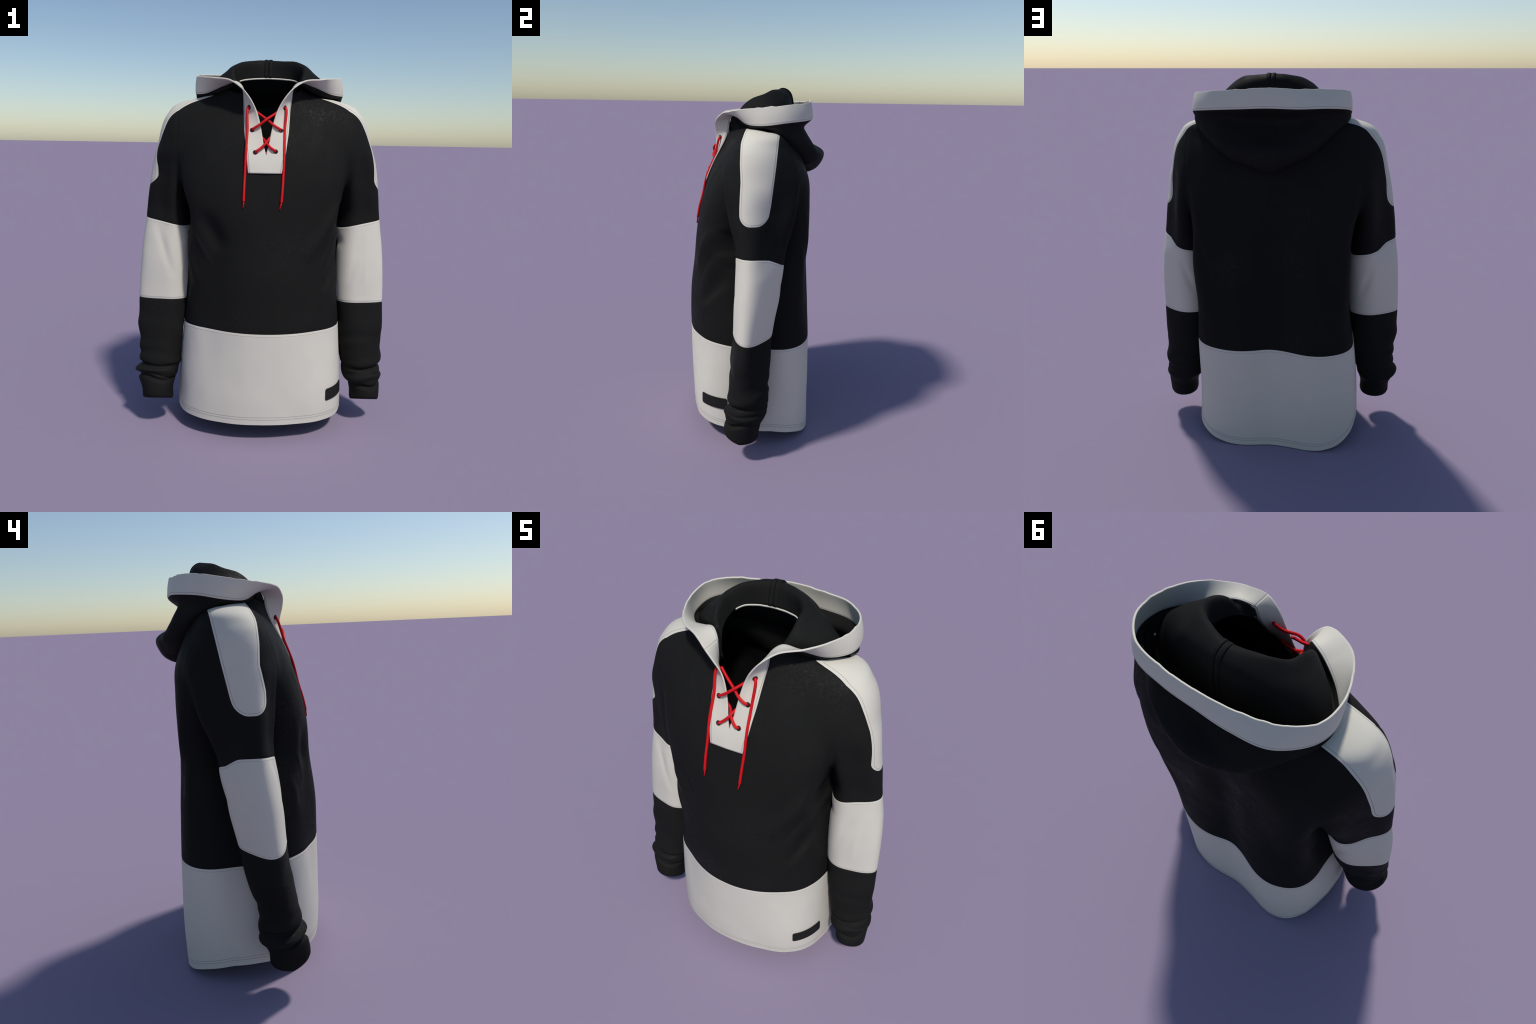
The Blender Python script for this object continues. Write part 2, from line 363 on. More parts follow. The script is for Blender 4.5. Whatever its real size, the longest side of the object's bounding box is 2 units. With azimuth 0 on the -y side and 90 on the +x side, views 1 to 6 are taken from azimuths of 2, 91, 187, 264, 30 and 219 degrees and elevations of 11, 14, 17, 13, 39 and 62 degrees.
def plain(name, base, rough, metal=0.0, spec=.5):
    m, nt, b = new_mat(name); N = nt.nodes.new; K = nt.links.new
    tc = N("ShaderNodeTexCoord"); n = N("ShaderNodeTexNoise"); n.inputs["Scale"].default_value = 120
    K(tc.outputs["Object"], n.inputs["Vector"])
    mix = N("ShaderNodeMix"); mix.data_type = 'RGBA'
    mix.inputs[6].default_value = (*[c * .85 for c in base], 1); mix.inputs[7].default_value = (*[min(1, c * 1.15) for c in base], 1)
    K(n.outputs["Fac"], mix.inputs[0]); K(mix.outputs[2], b.inputs["Base Color"])
    b.inputs["Roughness"].default_value = rough; b.inputs["Metallic"].default_value = metal
    b.inputs["Specular IOR Level"].default_value = spec
    return m

BLACK = fabric("black_fleece", (.0142, .0141, .0134), .10, .62, .0, gloss=.42, spec=.025)
LINING = fabric("black_lining", (.006, .006, .0062), .1, .8, .0, spec=.1)
WHITE = fabric("offwhite_fleece", (.66, .623, .533), .025, .75, .0, bump=.05, spec=.2)
STITCH_W = plain("grey_thread", (.30, .29, .28), .8, spec=.1)
STITCH_B = plain("black_thread", (.008, .008, .008), .6, spec=.3)
RED = plain("red_cord", (.60, .004, .009), .55, spec=.25)
EYE = plain("black_enamel_metal", (.02, .02, .022), .3, metal=.4)
BADGE = fabric("charcoal_patch", (.0165, .0162, .0155), .08, .6, .0, spec=.08)

# ------------------------------------------------------------------ object helpers
root = bpy.data.objects.new("hooded_pullover", None)
bpy.context.scene.collection.objects.link(root)
root["label"] = "black and off-white hooded hockey pullover with red lacing"
root["category"] = "hoodie"

def add(name, P, F, mat, parent=root, normals=None, flat=False):
    me = bpy.data.meshes.new(name)
    me.from_pydata(np.asarray(P).tolist(), [], np.asarray(F).tolist() if not isinstance(F, list) else F)
    me.materials.append(mat)
    me.polygons.foreach_set("use_smooth", [not flat] * len(me.polygons))
    if normals is not None:
        me.normals_split_custom_set_from_vertices(np.asarray(normals).tolist())
    me.update()
    o = bpy.data.objects.new(name, me)
    bpy.context.scene.collection.objects.link(o); o.parent = parent
    return o

def tube(pts, r, seg=10, caps=True):
    """swept tube with radii r (scalar or per point)"""
    pts = np.asarray(pts, float); n = len(pts)
    r = np.broadcast_to(np.asarray(r, float), (n,))
    tg = np.gradient(pts, axis=0); tg /= np.maximum(np.linalg.norm(tg, axis=1, keepdims=True), 1e-9)
    up = np.array([0, 0, 1.0]) if abs(tg[0, 2]) < .9 else np.array([1.0, 0, 0])
    u = np.cross(tg[0], up); u /= np.linalg.norm(u)
    V, F = [], []
    a = np.linspace(0, 2*math.pi, seg, endpoint=False)
    for i in range(n):
        u = u - tg[i] * (u @ tg[i]); u /= np.linalg.norm(u); w = np.cross(tg[i], u)
        V.append(pts[i] + r[i] * (np.cos(a)[:, None] * u + np.sin(a)[:, None] * w))
    V = np.vstack(V)
    for i in range(n - 1):
        for j in range(seg):
            k = (j + 1) % seg
            F.append([i*seg+j, i*seg+k, (i+1)*seg+k, (i+1)*seg+j])
    if caps:
        F.append(list(range(seg))[::-1]); F.append([(n-1)*seg + j for j in range(seg)])
    return V, F

def join(parts):
    V, F, o = [], [], 0
    for v, f in parts:
        V.append(np.asarray(v)); F += [[i + o for i in q] for q in f]; o += len(v)
    return np.vstack(V), F

def resample(line, step):
    d = np.r_[0, np.cumsum(np.linalg.norm(np.diff(line, axis=0), axis=1))]
    n = max(2, int(d[-1] / step)); s = np.linspace(0, d[-1], n)
    out = np.stack([np.interp(s, d, line[:, k]) for k in range(3)], 1)
    for _ in range(2):
        out[1:-1] = .25 * out[:-2] + .5 * out[1:-1] + .25 * out[2:]
    return out

# ------------------------------------------------------------------ hood: cross-profiles from the throat round to the back
# keys per station: N neckline, C crest, I inner slope, B0 pocket floor, L lower fold, B bulge, R ridge, W waist, A trim seam, F free edge
HOOD_R = [
    dict(F=(.108,-.227,1.775), A=(.141,-.146,1.775), N=(.122,-.142,1.735)),
    dict(F=(.150,-.219,1.822), A=(.148,-.137,1.828), N=(.135,-.135,1.775)),
    dict(F=(.200,-.188,1.856), A=(.180,-.115,1.857), N=(.160,-.092,1.818)),
    dict(F=(.290,-.132,1.872), A=(.250,-.088,1.842), N=(.178,-.045,1.842), C=(.200,-.072,1.888), I=(.222,-.072,1.880), B0=(.236,-.070,1.858), L=(.255,-.062,1.812), B=(.264,-.070,1.815), R=(.264,-.076,1.822), W=(.260,-.082,1.830)),
    dict(F=(.362,-.052,1.886), A=(.345,-.032,1.808), N=(.184,.000,1.858), C=(.208,-.018,1.935), I=(.248,-.010,1.908), B0=(.312,-.014,1.845), L=(.335,-.006,1.792), B=(.345,-.014,1.794), R=(.346,-.018,1.798), W=(.346,-.024,1.802)),
    dict(F=(.406,.060,1.897), A=(.418,.066,1.804), N=(.178,.050,1.876), C=(.200,.046,1.958), I=(.252,.072,1.922), B0=(.360,.080,1.825), L=(.398,.078,1.787), B=(.412,.080,1.789), R=(.416,.078,1.793), W=(.416,.074,1.797)),
    dict(F=(.398,.165,1.908), A=(.412,.175,1.818), N=(.150,.085,1.888), C=(.162,.086,1.980), I=(.205,.138,1.935), B0=(.322,.155,1.77), L=(.366,.152,1.742), U=(.382,.162,1.742), B=(.394,.172,1.749), R=(.398,.174,1.766), W=(.400,.168,1.793)),
    dict(F=(.312,.262,1.917), A=(.326,.276,1.829), N=(.100,.100,1.895), C=(.102,.114,1.987), I=(.126,.168,1.962), B0=(.220,.205,1.70), L=(.252,.246,1.632), U=(.270,.276,1.646), B=(.284,.292,1.690), R=(.280,.274,1.742), W=(.298,.252,1.796)),
    dict(F=(.155,.298,1.928), A=(.162,.312,1.837), N=(.050,.105,1.898), C=(.050,.132,1.991), I=(.056,.184,1.970), B0=(.100,.222,1.66), L=(.126,.266,1.578), U=(.137,.332,1.588), B=(.144,.364,1.640), R=(.150,.316,1.698), W=(.156,.262,1.786)),
    dict(F=(.017,.303,1.935), A=(.017,.316,1.842), N=(.017,.106,1.899), C=(.017,.138,1.992), I=(.017,.188,1.973), B0=(.017,.225,1.65), L=(.017,.270,1.532), U=(.017,.350,1.557), B=(.017,.390,1.645), R=(.017,.296,1.708), W=(.017,.252,1.780)),
]
ORDER = ["N", "C", "I", "B0", "L", "U", "B", "R", "W", "A", "F"]
def fill(d):
    n, a = np.array(d["N"]), np.array(d["A"])
    d = dict(d)
    if "U" not in d and "L" in d:
        d["U"] = tuple(np.array(d["L"]) * .6 + np.array(d["B"]) * .4)
    for k, u in zip(ORDER[1:9], (.25, .4, .55, .7, .75, .8, .87, .93)):
        d.setdefault(k, tuple(n + (a - n) * u))
    return np.array([d[k] for k in ORDER])
right = [fill(d) for d in HOOD_R]
left = []
for st in right[:-1]:
    m = st.copy(); dx = m[:, 0] - CX
    m[:, 0] = CX - dx * .965
    m[4:, 2] += (.012 * smooth(.1, .3, dx) * smooth(.0, .15, m[:, 1]))[4:]
    m[-1, 1] -= .034 * float(gauss(dx[-1] - .25, .12)); m[-1, 0] -= .012 * float(gauss(dx[-1] - .28, .12))
    left.append(m)
stations = np.array(right + left[::-1])                    # (19, 11, 3)
# ------------------------------------------------------------------ build the body surface
H = .0078
P, Q = surface_nets(f_body, (-.74, -.44, -.02), (.74, .42, 1.955), H)
P = project(f_body, P, 2); P = relax(P, Q, 3); P = project(f_body, P, 2)
# the shoulders lie smooth
wsm = smooth(1.44, 1.56, P[:, 2])[:, None]
P = P * (1 - wsm) + relax(P, Q, 30) * wsm
T = np.vstack([Q[:, [0, 1, 2]], Q[:, [0, 2, 3]]])
C = Cloth(P, T)
P2, Q2 = surface_nets(f_arms, (-.74, -.30, .03), (.74, .26, 1.20), .0068)
P2 = project(f_arms, P2, 2); P2 = relax(P2, Q2, 2); P2 = project(f_arms, P2, 2)
T2 = np.vstack([Q2[:, [0, 1, 2]], Q2[:, [0, 2, 3]]])

TORSO, SLV, PATCH, HEM, STRIPE, FORE, CUFF, GONE = range(8)
def side_of(x): return np.where(x > 0, 1, -1)
def fs_any(x, y, z): return np.minimum(f_sleeve(1, x, y, z), f_sleeve(-1, x, y, z))
def armhole(x, y, z):
    d = fs_any(x, y, z) - f_torso(x, y, z)
    # above the armpit the seam runs straight up to the shoulder point
    xs = .395 + .055 * smooth(1.2, 1.5, z) + .0 * y
    seam = xs - np.abs(x)
    w = smooth(1.24, 1.34, z)
    return d * (1 - w) + seam * w
def ang(x, y): return np.arctan2(y + .01, x)
def hem_edge(x, y):
    """bottom edge height: short in front, dipping behind"""
    b = np.degrees(np.abs(np.arctan2(x, y)))
    return np.interp(b, [0, 28, 38, 48, 59, 76, 95, 130, 180], [.001, .000, .006, .022, .050, .079, .087, .096, .100])
def hem_seam(x, y): return .597 - .017 * smooth(-.3, .0, y) - .004 * smooth(.0, .3, y)
def stripe_top(x, y, z):
    a = np.abs(x)
    front = np.interp(a, [.39, .43, .50, .64, .70], [1.104, 1.107, 1.122, 1.146, 1.150])
    back = np.interp(a, [.40, .50, .54, .59, .62, .66], [1.068, 1.088, 1.100, 1.134, 1.142, 1.150])
    w = smooth(.02, .10, y - np.where(x > 0, .02, .0))
    return z - (front * (1 - w) + back * w)
def stripe_low(x, y, z):
    yc = np.where(x > 0, .02, -.05)
    return z - (np.where(x > 0, .697, .712) - .009 * gauss(y - yc, .08) * smooth(.5, .6, np.abs(x)))
def cuff_top(x, y, z):
    return np.where(x > 0, tilted(1, x, y, z) - .222, tilted(-1, x, y, z) - .257)
def poly_dist(px, py, poly):
    """signed distance to a closed plan outline, negative inside"""
    best = np.full(px.shape, 9.0); ins = np.zeros(px.shape, bool)
    for (ax_, ay_), (bx_, by_) in zip(poly, np.roll(poly, -1, 0)):
        dx, dy = bx_ - ax_, by_ - ay_
        t = np.clip(((px - ax_) * dx + (py - ay_) * dy) / (dx*dx + dy*dy + 1e-12), 0, 1)
        best = np.minimum(best, np.hypot(px - ax_ - t * dx, py - ay_ - t * dy))
        c = ((ay_ > py) != (by_ > py)) & (px < (bx_ - ax_) * (py - ay_) / (by_ - ay_ + 1e-12) + ax_)
        ins ^= c
    return np.where(ins, -best, best)
def patch(x, y, z):
    """rounded tongue running over the shoulder; negative inside"""
    r = x > 0
    yf = np.where(r, np.interp(z, [1.3, 1.40, 1.53, 1.62, 1.72, 1.77, 1.82], [-.054, -.054, -.049, -.055, -.056, -.043, -.022]),
                  np.interp(z, [1.3, 1.42, 1.53, 1.62, 1.72, 1.77, 1.82], [-.079, -.078, -.056, -.062, -.06, -.045, -.022]))
    yb = np.where(r, np.interp(z, [1.33, 1.42, 1.6, 1.77], [.084, .099, .120, .136]),
                  np.interp(z, [1.33, 1.40, 1.55, 1.68, 1.77], [.052, .071, .101, .124, .138]))
    cy, hw = (yf + yb) / 2, (yb - yf) / 2 + .004
    zb = np.where(r, 1.314, 1.324); rad = .055
    qx = np.abs(y - cy) - (hw - rad); qz = (zb + rad) - z
    box = np.hypot(np.maximum(qx, 0), np.maximum(qz, 0)) + np.minimum(np.maximum(qx, qz), 0) - rad
    need = .5 * smooth(1.70, 1.6, z)
    d = np.maximum(box, need - np.abs(x))
    # the patch runs out under the hood roll
    m = z > 1.70
    if m.any(): d[m] = np.maximum(d[m], .007 - poly_dist(x[m], y[m], stations[:, 4, :2]))
    return d

def neck(x, y, z):
    """negative inside the neck opening, the placket window or under the lying hood"""
    collar = (1.852 + .40 * y) - z
    half_w = np.interp(z, [1.40, 1.5, 1.6, 1.7, 1.8], [.070, .086, .098, .104, .110])
    win = np.maximum(np.maximum(np.abs(x - CX) - half_w, 1.412 - z), y)
    out = np.minimum(collar, win)
    m = (y > -.16) & (z > np.interp(np.abs(x - CX), [0, .11, .235, .35, .38], [1.57, 1.605, 1.655, 1.715, 1.725]))
    u = np.full(x.shape, 1.0)
    if m.any(): u[m] = poly_dist(x[m], y[m], stations[:, 4, :2]) + .030 - .033 * smooth(-.05, .05, y[m]) + .3 * smooth(.25, .19, np.abs(x[m] - CX))
    return np.minimum(out, u)

C.cut(neck, np.ones(len(C.T), bool), GONE, None); C.drop(GONE)
C.cut(armhole, np.ones(len(C.T), bool), SLV, TORSO)
cen = lambda: C.P[C.T].mean(1)
C.cut(lambda x, y, z: z - hem_edge(x, y), C.L == TORSO, GONE, None); C.drop(GONE)
C.cut(lambda x, y, z: z - hem_seam(x, y), C.L == TORSO, HEM, None)
C.cut(stripe_top, C.L == SLV, GONE, None); C.drop(GONE)
# hang the lower sleeves
n = len(C.P)
C.P = np.vstack([C.P, P2]); C.T = np.vstack([C.T, T2 + n]); C.L = np.r_[C.L, np.full(len(T2), STRIPE)]
C.cut(stripe_top, C.L == STRIPE, None, GONE); C.drop(GONE)
C.cut(lambda x, y, z: z - cuff_edge(x, y), C.L == STRIPE, GONE, None); C.drop(GONE)
C.cut(stripe_low, C.L == STRIPE, FORE, None)
C.cut(cuff_top, C.L == FORE, CUFF, None)
C.cut(patch, (C.L == SLV) | (C.L == TORSO), PATCH, None)

# seams sink a little, panels keep their loft
N0 = vnormals(C.P, C.T)
x, y, z = C.P.T
lab_at = np.full(len(C.P), -1)
for i in range(3): lab_at[C.T[:, i]] = C.L
groove = np.zeros(len(C.P))
is_sl = np.isin(lab_at, (SLV, STRIPE, FORE, CUFF))
groove += .0012 * gauss(patch(x, y, z), .005) * (z > 1.3)
groove += np.where(is_sl, .0018 * (gauss(stripe_top(x, y, z), .005) + gauss(stripe_low(x, y, z), .005)), .0018 * gauss(z - hem_seam(x, y), .005))
groove += .0016 * gauss(armhole(x, y, z), .006) * smooth(1.3, 1.36, z) * (1 - smooth(1.7, 1.75, z))
P_new = C.P - N0 * groove[:, None]
C.P = P_new
NRM = vnormals(C.P, C.T)

def panel(name, label, side, mat, parent=root):
    m = C.L == label
    if side: m &= (C.P[C.T].mean(1)[:, 0] * side) > 0
    t = C.T[m]; u, inv = np.unique(t, return_inverse=True)
    return add(name, C.P[u], inv.reshape(t.shape), mat, parent, NRM[u])

torso = panel("torso", TORSO, 0, BLACK)
hem_band = panel("hem_band", HEM, 0, WHITE)
for s in (1, -1):
    sl = panel("sleeve", SLV, s, BLACK)
    panel("sleeve_stripe", STRIPE, s, WHITE, sl)
    panel("forearm_sleeve", FORE, s, BLACK, sl)
    panel("cuff", CUFF, s, BLACK, sl)
    panel("shoulder_patch", PATCH, s, WHITE)

# inner lining with turned edges
def lining():
    e = np.sort(np.vstack([C.T[:, [0, 1]], C.T[:, [1, 2]], C.T[:, [2, 0]]]), 1)
    uq, cnt = np.unique(e, axis=0, return_counts=True)
    b = uq[cnt == 1]
    Pin = C.P - NRM * .006
    V = np.vstack([Pin, C.P - NRM * .0004]); n = len(C.P)
    F = C.T[:, ::-1].tolist() + [[int(p), int(q), int(q + n), int(p + n)] for p, q in b]
    used, inv = np.unique(np.concatenate([np.array(f) for f in F]), return_inverse=True)
    out, k = [], 0
    for f in F: out.append(inv[k:k+len(f)].tolist()); k += len(f)
    add("lining", V[used], out, LINING)
lining()

# ------------------------------------------------------------------ stitch lines
def stitches(name, fn, mask, mat, parent, r=.0009, lift=.0004):
    parts = []
    for ln in C.contour(fn, mask):
        ln = resample(ln, .006)
        if len(ln) < 4: continue
        parts.append(tube(ln, r, 5))
    if parts:
        V, F = join(parts); o = add(name, V, F, mat, parent); o["kind"] = "stuff"
M = lambda lab: C.L == lab
stitches("hem_stitching", lambda x, y, z: z - hem_edge(x, y) - .030, M(HEM), STITCH_W, hem_band)
stitches("hem_stitching", lambda x, y, z: z - hem_edge(x, y) - .043, M(HEM), STITCH_W, hem_band)
stitches("seam_stitching", lambda x, y, z: hem_seam(x, y) - z - .012, M(HEM), STITCH_W, hem_band, r=.0006)
stitches("patch_stitching", lambda x, y, z: patch(x, y, z) + .010, M(PATCH), STITCH_W, root, r=.0008)
stitches("stripe_stitching", lambda x, y, z: stripe_top(x, y, z) + .010, M(STRIPE), STITCH_W, root, r=.0006)
stitches("stripe_stitching", lambda x, y, z: stripe_low(x, y, z) - .010, M(STRIPE), STITCH_W, root, r=.0006)

NT, NS = 181, 72
chord = np.r_[0, np.cumsum(np.linalg.norm(np.diff(stations[:, 10], axis=0), axis=1))]
tt = np.linspace(0, chord[-1], NT)
prof = hermite(chord, stations, tt)                        # (NT, 10, 3)
def profile(ctrl, lo, hi, n):
    """centripetal cubic through control points, sampled between two of them"""
    d = np.r_[0, np.cumsum(np.sqrt(np.linalg.norm(np.diff(ctrl, axis=0), axis=1) + 1e-5))]
    return hermite(d, ctrl, np.linspace(d[lo], d[hi], n))
def grid_faces(n, m, flip=False):
    i, j = np.meshgrid(np.arange(n - 1), np.arange(m - 1), indexing='ij')
    q = np.stack([i*m+j, i*m+j+1, (i+1)*m+j+1, (i+1)*m+j], -1).reshape(-1, 4)
    return q[:, ::-1] if flip else q

def sheet(name, G, mat, thick, offset, parent=root, bevel=None):
    n, m = G.shape[:2]
    o = add(name, G.reshape(-1, 3), grid_faces(n, m), mat, parent)
    md = o.modifiers.new("thickness", 'SOLIDIFY'); md.thickness = thick; md.offset = offset
    md.use_quality_normals = True
    if bevel:
        bv = o.modifiers.new("rounded_edge", 'BEVEL'); bv.width = bevel; bv.segments = 3
        bv.limit_method = 'ANGLE'; bv.angle_limit = math.radians(60)
    return o

# trim ribbon: placket, collar and the band round the hood, one continuous strip
PLK_R = [((.0955,-.299,1.402), (CX,-.302,1.402)), ((.106,-.290,1.45), (CX,-.289,1.45)), ((.1135,-.278,1.49), (CX,-.277,1.487)), ((.120,-.258,1.54), (.0275,-.259,1.535)),
         ((.128,-.228,1.604), (.0395,-.240,1.60)), ((.131,-.197,1.66), (.0525,-.229,1.66)), ((.134,-.165,1.72), (.075,-.223,1.722))]
PLK_LX = (-.071, -.076, -.080, -.086, -.094, -.098, -.101)      # the left edge hangs straighter
ribR = [(np.array(a), np.array(f)) for a, f in PLK_R]
ribL = [(np.array((x_, a[1], a[2])), np.array((2*CX - f[0], f[1], f[2]))) for x_, (a, f) in zip(PLK_LX, PLK_R)]
ringA, ringF = stations[:, 9], stations[:, 10]
KA = np.array([a for a, f in ribR] + list(ringA) + [a for a, f in reversed(ribL)])
KF = np.array([f for a, f in ribR] + list(ringF) + [f for a, f in reversed(ribL)])
ch = np.r_[0, np.cumsum(.5*np.linalg.norm(np.diff(KF, axis=0), axis=1) + .5*np.linalg.norm(np.diff(KA, axis=0), axis=1))]
# the hood's trim seam follows the very same curve as the ribbon
t_band = np.interp(tt, chord, ch[len(ribR):len(ribR) + len(ringA)])
prof[:, 9] = hermite(ch, KA, t_band)
hood_grid = np.array([profile(p[:10], 0, 9, NS) for p in prof])    # neckline to trim seam
# slack cloth on the inside of the hood
sl = np.sin(np.linspace(0, math.pi, NS)) ** .7 * smooth(0, .1, np.linspace(0, 1, NT))[:, None] * smooth(0, .1, np.linspace(1, 0, NT))[:, None]
hg_n = np.cross(np.gradient(hood_grid, axis=0), np.gradient(hood_grid, axis=1)); hg_n /= np.maximum(np.linalg.norm(hg_n, axis=2, keepdims=True), 1e-9)
hood_grid = hood_grid + hg_n * (sl * (.005 * vnoise(hood_grid * np.array([9, 9, 5]) + 5.3) + .002 * vnoise(hood_grid * 23 + 1.7)))[..., None]
hood = sheet("hood", hood_grid, BLACK, .006, 0)
NB = 420
tb = np.linspace(0, ch[-1], NB)
A, Fr = hermite(ch, KA, tb), hermite(ch, KF, tb)
n_ring0, n_ring1 = ch[len(ribR) + 1], ch[len(ribR) + len(ringA) - 2]
on_ring = smooth(n_ring0 - .02, n_ring0 + .06, tb) * smooth(n_ring1 + .02, n_ring1 - .06, tb)
wav = vnoise(np.stack([tb * 42, tb * 0 + .5, tb * 0], 1)) * .0022 + vnoise(np.stack([tb * 90, tb * 0 + 7.5, tb * 0], 1)) * .0012
Fr[:, 0] = np.where(Fr[:, 2] < 1.487, CX, np.where(tb < ch[-1] / 2, np.maximum(Fr[:, 0], CX), np.minimum(Fr[:, 0], CX)))
w = np.linspace(0, 1, 14)
band = A[:, None] * (1 - w)[None, :, None] + Fr[:, None] * w[None, :, None]
dirw = Fr - A; dirw /= np.linalg.norm(dirw, axis=1, keepdims=True)
nrm = np.cross(np.gradient(A * .5 + Fr * .5, axis=0), dirw); nrm /= np.linalg.norm(nrm, axis=1, keepdims=True)
band += (nrm[:, None] * (np.sin(math.pi * w) * .004)[None, :, None]) * on_ring[:, None, None]
band += dirw[:, None] * (wav[:, None] * (w ** 6)[None])[:, :, None] * on_ring[:, None, None]
# placket lies just proud of the body
front = (1 - on_ring)
band[:, :, 1] -= (.003 * front)[:, None]
n0 = int(np.searchsorted(tb, n_ring0 - .004)); n1 = int(np.searchsorted(tb, n_ring1 + .004))
hood_trim = sheet("hood_trim", band[n0:n1 + 1], WHITE, .008, 0, hood, .0025)
def placket_panel():
    """both placket halves as one cloth, joined below the slit"""
    g1, g2 = band[:n0 + 1], band[n1:]
    V = np.vstack([g1.reshape(-1, 3), g2.reshape(-1, 3)])
    F = np.vstack([grid_faces(*g1.shape[:2]), grid_faces(*g2.shape[:2]) + g1.shape[0] * g1.shape[1]])
    # weld the two halves where they meet on the centre line
    key = np.round(V / 2e-4).astype(int); key[np.abs(V[:, 0] - CX) < 3e-4, 0] = 0
    on = np.abs(V[:, 0] - CX) < 3e-4
    i1 = [i for i in np.where(on)[0] if i < g1.shape[0] * 14]; i2 = [i for i in np.where(on)[0] if i >= g1.shape[0] * 14]
    remap = np.arange(len(V))
    for i in i2:
        k = min(i1, key=lambda q: abs(V[q, 2] - V[i, 2]))
        if abs(V[k, 2] - V[i, 2]) < .004: remap[i] = k
    used, inv = np.unique(remap[F], return_inverse=True)
    o = add("placket", V[used], inv.reshape(F.shape), WHITE)
    md = o.modifiers.new("thickness", 'SOLIDIFY'); md.thickness = .006; md.offset = 0
    return o
placket = placket_panel()

# stitch line along the trim seam, on both faces
parts = []
for sgn in (1, -1):
    row = band[:, 1] * .8 + band[:, 2] * .2
    parts.append(tube(row + nrm * sgn * .0039 - np.array([0, .0, 0]), .0008, 5))
V, F = join(parts); o = add("trim_stitching", V, F, STITCH_W, hood); o["kind"] = "stuff"

# seam tape over the crest: two raised strips
mid = NT // 2
hn = np.cross(np.gradient(hood_grid, axis=0), np.gradient(hood_grid, axis=1))
hn /= -np.maximum(np.linalg.norm(hn, axis=2, keepdims=True), 1e-9)
for off in (-.0115, .0115):
    rows = []
    base = hood_grid[mid, :30]; bn = hn[mid, :30]
    for u in np.linspace(-1, 1, 7):
        rows.append(base + np.array([off + u * .0098, 0, 0]) + bn * (.0036 + .0018 * (1 - u ** 4)))
    sheet("seam_tape", np.array(rows), BLACK, .004, 0, hood)

# white neck tape inside the back of the neck
ntape = []
for k in range(3):
    pass
idx = np.arange(int(NT*.24), int(NT*.76))
row = hood_grid[idx, 0]
nt = np.array([row + np.array([0, -.004, .002]), row + np.array([0, -.005, -.002]), row + np.array([0, -.004, -.006])]).transpose(1, 0, 2)
sheet("neck_tape", nt, WHITE, .003, 0)

# ------------------------------------------------------------------ eyelets and lace
def bandpoint(pt):
    d = np.linalg.norm(band - np.array(pt), axis=2); i, j = np.unravel_index(d.argmin(), d.shape)
    du = band[min(i+1, NB-1), j] - band[max(i-1, 0), j]; dv = band[i, min(j+1, 13)] - band[i, max(j-1, 0)]
    n = np.cross(du, dv); n /= np.linalg.norm(n)
    if n[1] > 0: n = -n
    return band[i, j], n
EYES = {"TR": (.102,-.198,1.727), "TL": (-.068,-.198,1.727), "MR": (.086,-.234,1.615), "ML": (-.053,-.236,1.616), "BR": (.067,-.270,1.504), "BL": (-.036,-.271,1.504)}
def torus(R, r, nu=28, nv=10):
    V, F = [], []
    for i in range(nu):
        a = 2*math.pi*i/nu
        for j in range(nv):
            b = 2*math.pi*j/nv; q = R + r*math.cos(b)
            V.append((q*math.cos(a), q*math.sin(a), r*.8*math.sin(b)))
    for i in range(nu):
        for j in range(nv):
            F.append([i*nv+j, ((i+1) % nu)*nv+j, ((i+1) % nu)*nv+(j+1) % nv, i*nv+(j+1) % nv])
    return V, F
tv, tf = torus(.0092, .0026)
n0_, nn = len(tv), 24
disc_rim = [(.0085*math.cos(2*math.pi*i/nn), .0085*math.sin(2*math.pi*i/nn), .0006) for i in range(nn)]
eye_me = bpy.data.meshes.new("eyelet"); eye_me.from_pydata(list(tv), [], tf); eye_me.materials.append(EYE)
eye_me.polygons.foreach_set("use_smooth", [True]*len(eye_me.polygons))
disc_me = bpy.data.meshes.new("eyelet_dark_disc")  # solid dark disc added inside the ring in place of a real opening
hv = [(a, b, c + dz) for dz in (0, .0012) for a, b, c in disc_rim]
disc_me.from_pydata(hv, [], [list(range(nn))[::-1], [nn + i for i in range(nn)]] + [[i, (i+1) % nn, nn + (i+1) % nn, nn + i] for i in range(nn)])
disc_me.materials.append(LINING)
E_ = {}
for k, pt in EYES.items():
    c, n = bandpoint(pt); E_[k] = (c, n)
    rot = Vector(n).to_track_quat('Z', 'Y')
    for me, nm in ((eye_me, "eyelet"), (disc_me, "eyelet_dark_disc")):
        o = bpy.data.objects.new(nm, me); bpy.context.scene.collection.objects.link(o); o.parent = root
        o.rotation_mode = 'QUATERNION'; o.rotation_quaternion = rot
        o.location = Vector(c + n * (.0036 if nm == "eyelet" else .0032))

def curve(pts, n=90):
    pts = np.array(pts, float)
    d = np.r_[0, np.cumsum(np.sqrt(np.linalg.norm(np.diff(pts, axis=0), axis=1)))]
    return hermite(d, pts, np.linspace(0, d[-1], n))
def at(k, out, dx=0, dz=0):
    c, n = E_[k]; return c + n * out + np.array([dx, 0, dz])
RL = .0066
def lace_piece(pts, tip=False, n=90):
    return tube(curve(pts, n), RL, 12)
pieces = []
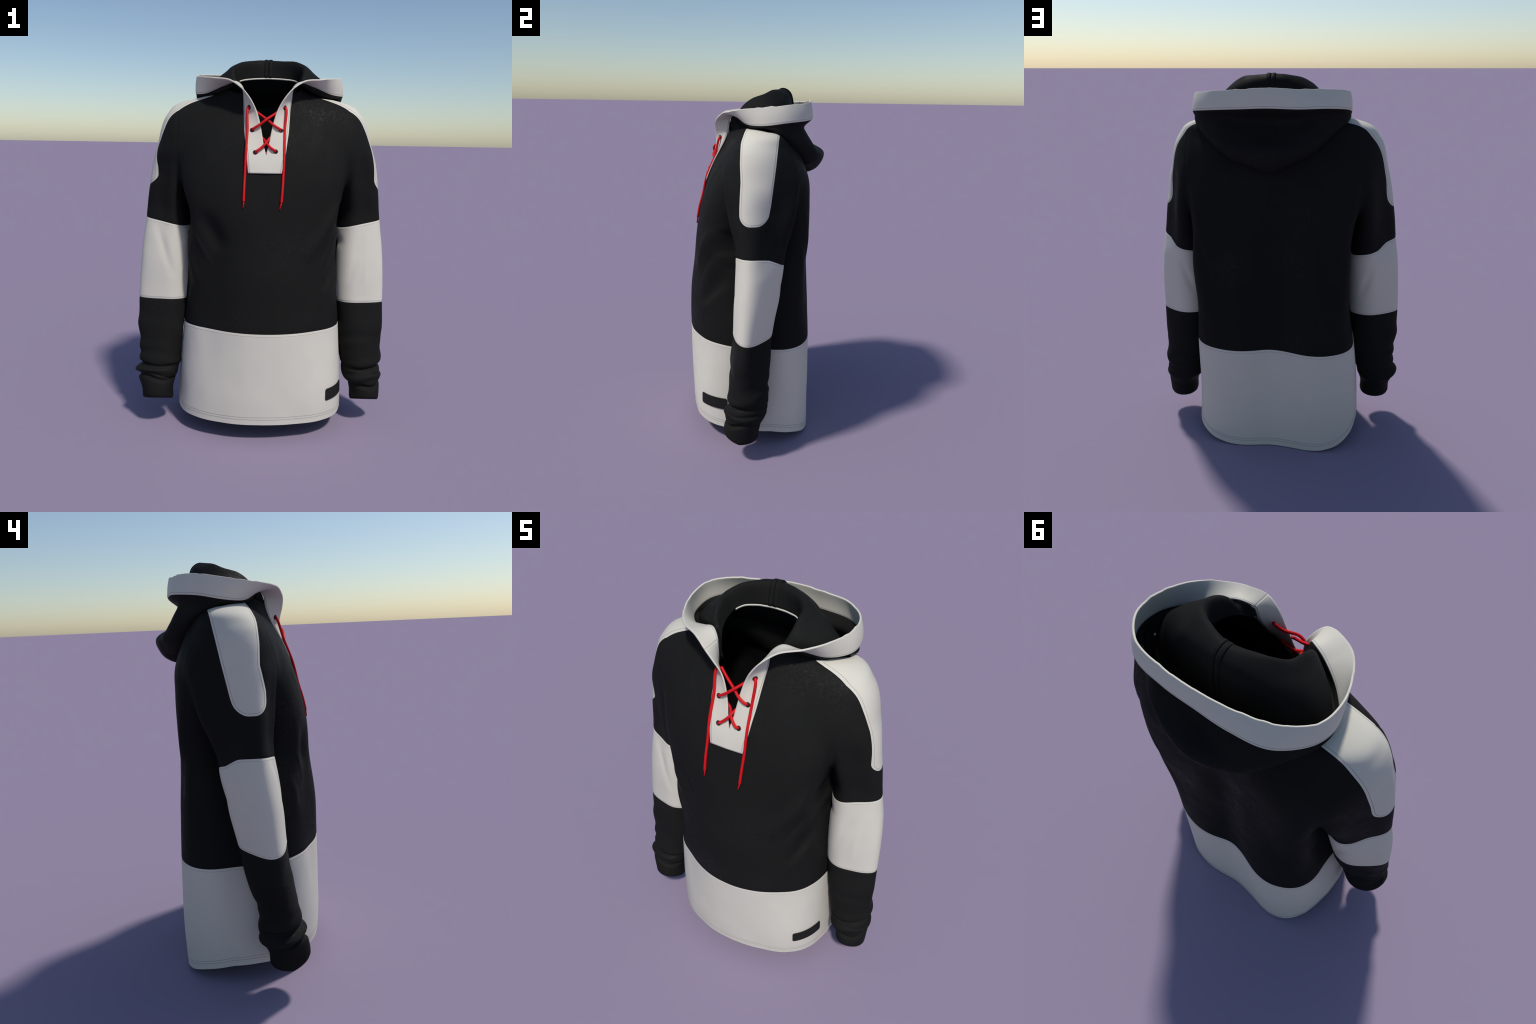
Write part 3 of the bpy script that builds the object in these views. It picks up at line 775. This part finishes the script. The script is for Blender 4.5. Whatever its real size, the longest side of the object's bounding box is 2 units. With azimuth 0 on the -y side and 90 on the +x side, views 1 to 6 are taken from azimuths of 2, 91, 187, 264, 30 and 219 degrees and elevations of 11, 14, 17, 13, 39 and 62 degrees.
# upper cross: left strand runs under, right strand over; then the lower cross and the strand behind
pieces.append(lace_piece([at("TL", -.010), (-.030,-.206,1.700), (.016,-.226,1.668), (.055,-.243,1.637), at("MR", .011, -.008, .004), at("MR", -.006)]))
pieces.append(lace_piece([at("TR", -.010), (.064,-.208,1.700), (.018,-.246,1.668), (-.018,-.249,1.640), at("ML", .011, .008, .004), at("ML", -.006)]))
pieces.append(lace_piece([at("ML", -.010), (.000,-.236,1.572), (.018,-.261,1.551), (.040,-.277,1.527), at("BR", .011, -.008, .004), at("BR", -.006)]))
pieces.append(lace_piece([at("MR", -.010), (.036,-.238,1.578), (.014,-.274,1.549), (-.008,-.279,1.527), at("BL", .011, .008, .004), at("BL", -.006)]))
pieces.append(lace_piece([at("BL", -.012), at("BL", -.014, .04, -.002), at("BR", -.014, -.04, -.002), at("BR", -.012)], n=30))
def on_front(x, z, out):
    r = np.linspace(-.42, -.1, 161)
    v = f_body(np.full_like(r, x), r, np.full_like(r, z)); return (x, r[int((v < 0).argmax())] - out, z)
hangs = {"TL": [(-.079, 1.62), (-.083, 1.51), (-.086, 1.40), (-.088, 1.33), (-.089, 1.265)],
         "TR": [(.108, 1.62), (.108, 1.51), (.105, 1.40), (.102, 1.33), (.098, 1.262)]}
tips = {"TL": (-.091, 1.232), "TR": (.089, 1.226)}
for k, hs in hangs.items():
    pts = [at(k, -.006), at(k, .011, 0, -.004)]
    pts += [on_front(a, b, .013 if b > 1.45 else .0065) for a, b in hs]
    pieces.append(lace_piece(pts, n=140))
V, F = join(pieces); lace = add("lace", V, F, RED)
for k, (a, b) in tips.items():
    s = np.array(on_front(*hangs[k][-1], .0065)); e = np.array(on_front(a, b, .005))
    add("lace_tip", *tube([s, s*.7 + e*.3, e], [.0042, .0038, .0036], 10), RED, lace)

# ------------------------------------------------------------------ woven patch on the hem
def hem_badge():
    n, m = 41, 19
    a0, a1 = math.atan2(-.286 + .01, .353), math.atan2(-.138 + .01, .451)
    z0, z1, rad = .205, .271, .010
    arc = .178
    G = []
    us, vs = np.linspace(0, 1, n), np.linspace(0, 1, m)
    rows = []
    for u in us:
        sx = min(u, 1 - u) * arc
        inset = rad - math.sqrt(max(rad**2 - max(rad - sx, 0)**2, 0)) if sx < rad else 0
        th = a0 + (a1 - a0) * u
        zz = z0 + inset + (z1 - z0 - 2*inset) * vs
        r = torso_r(np.full(m, th), zz) + .004
        rows.append(np.stack([TC[0] + r*np.cos(th), TC[1] + r*np.sin(th), zz], 1))
    G = np.array(rows)
    sheet("hem_badge", G, BADGE, .003, 0, hem_band, .0012)
hem_badge()
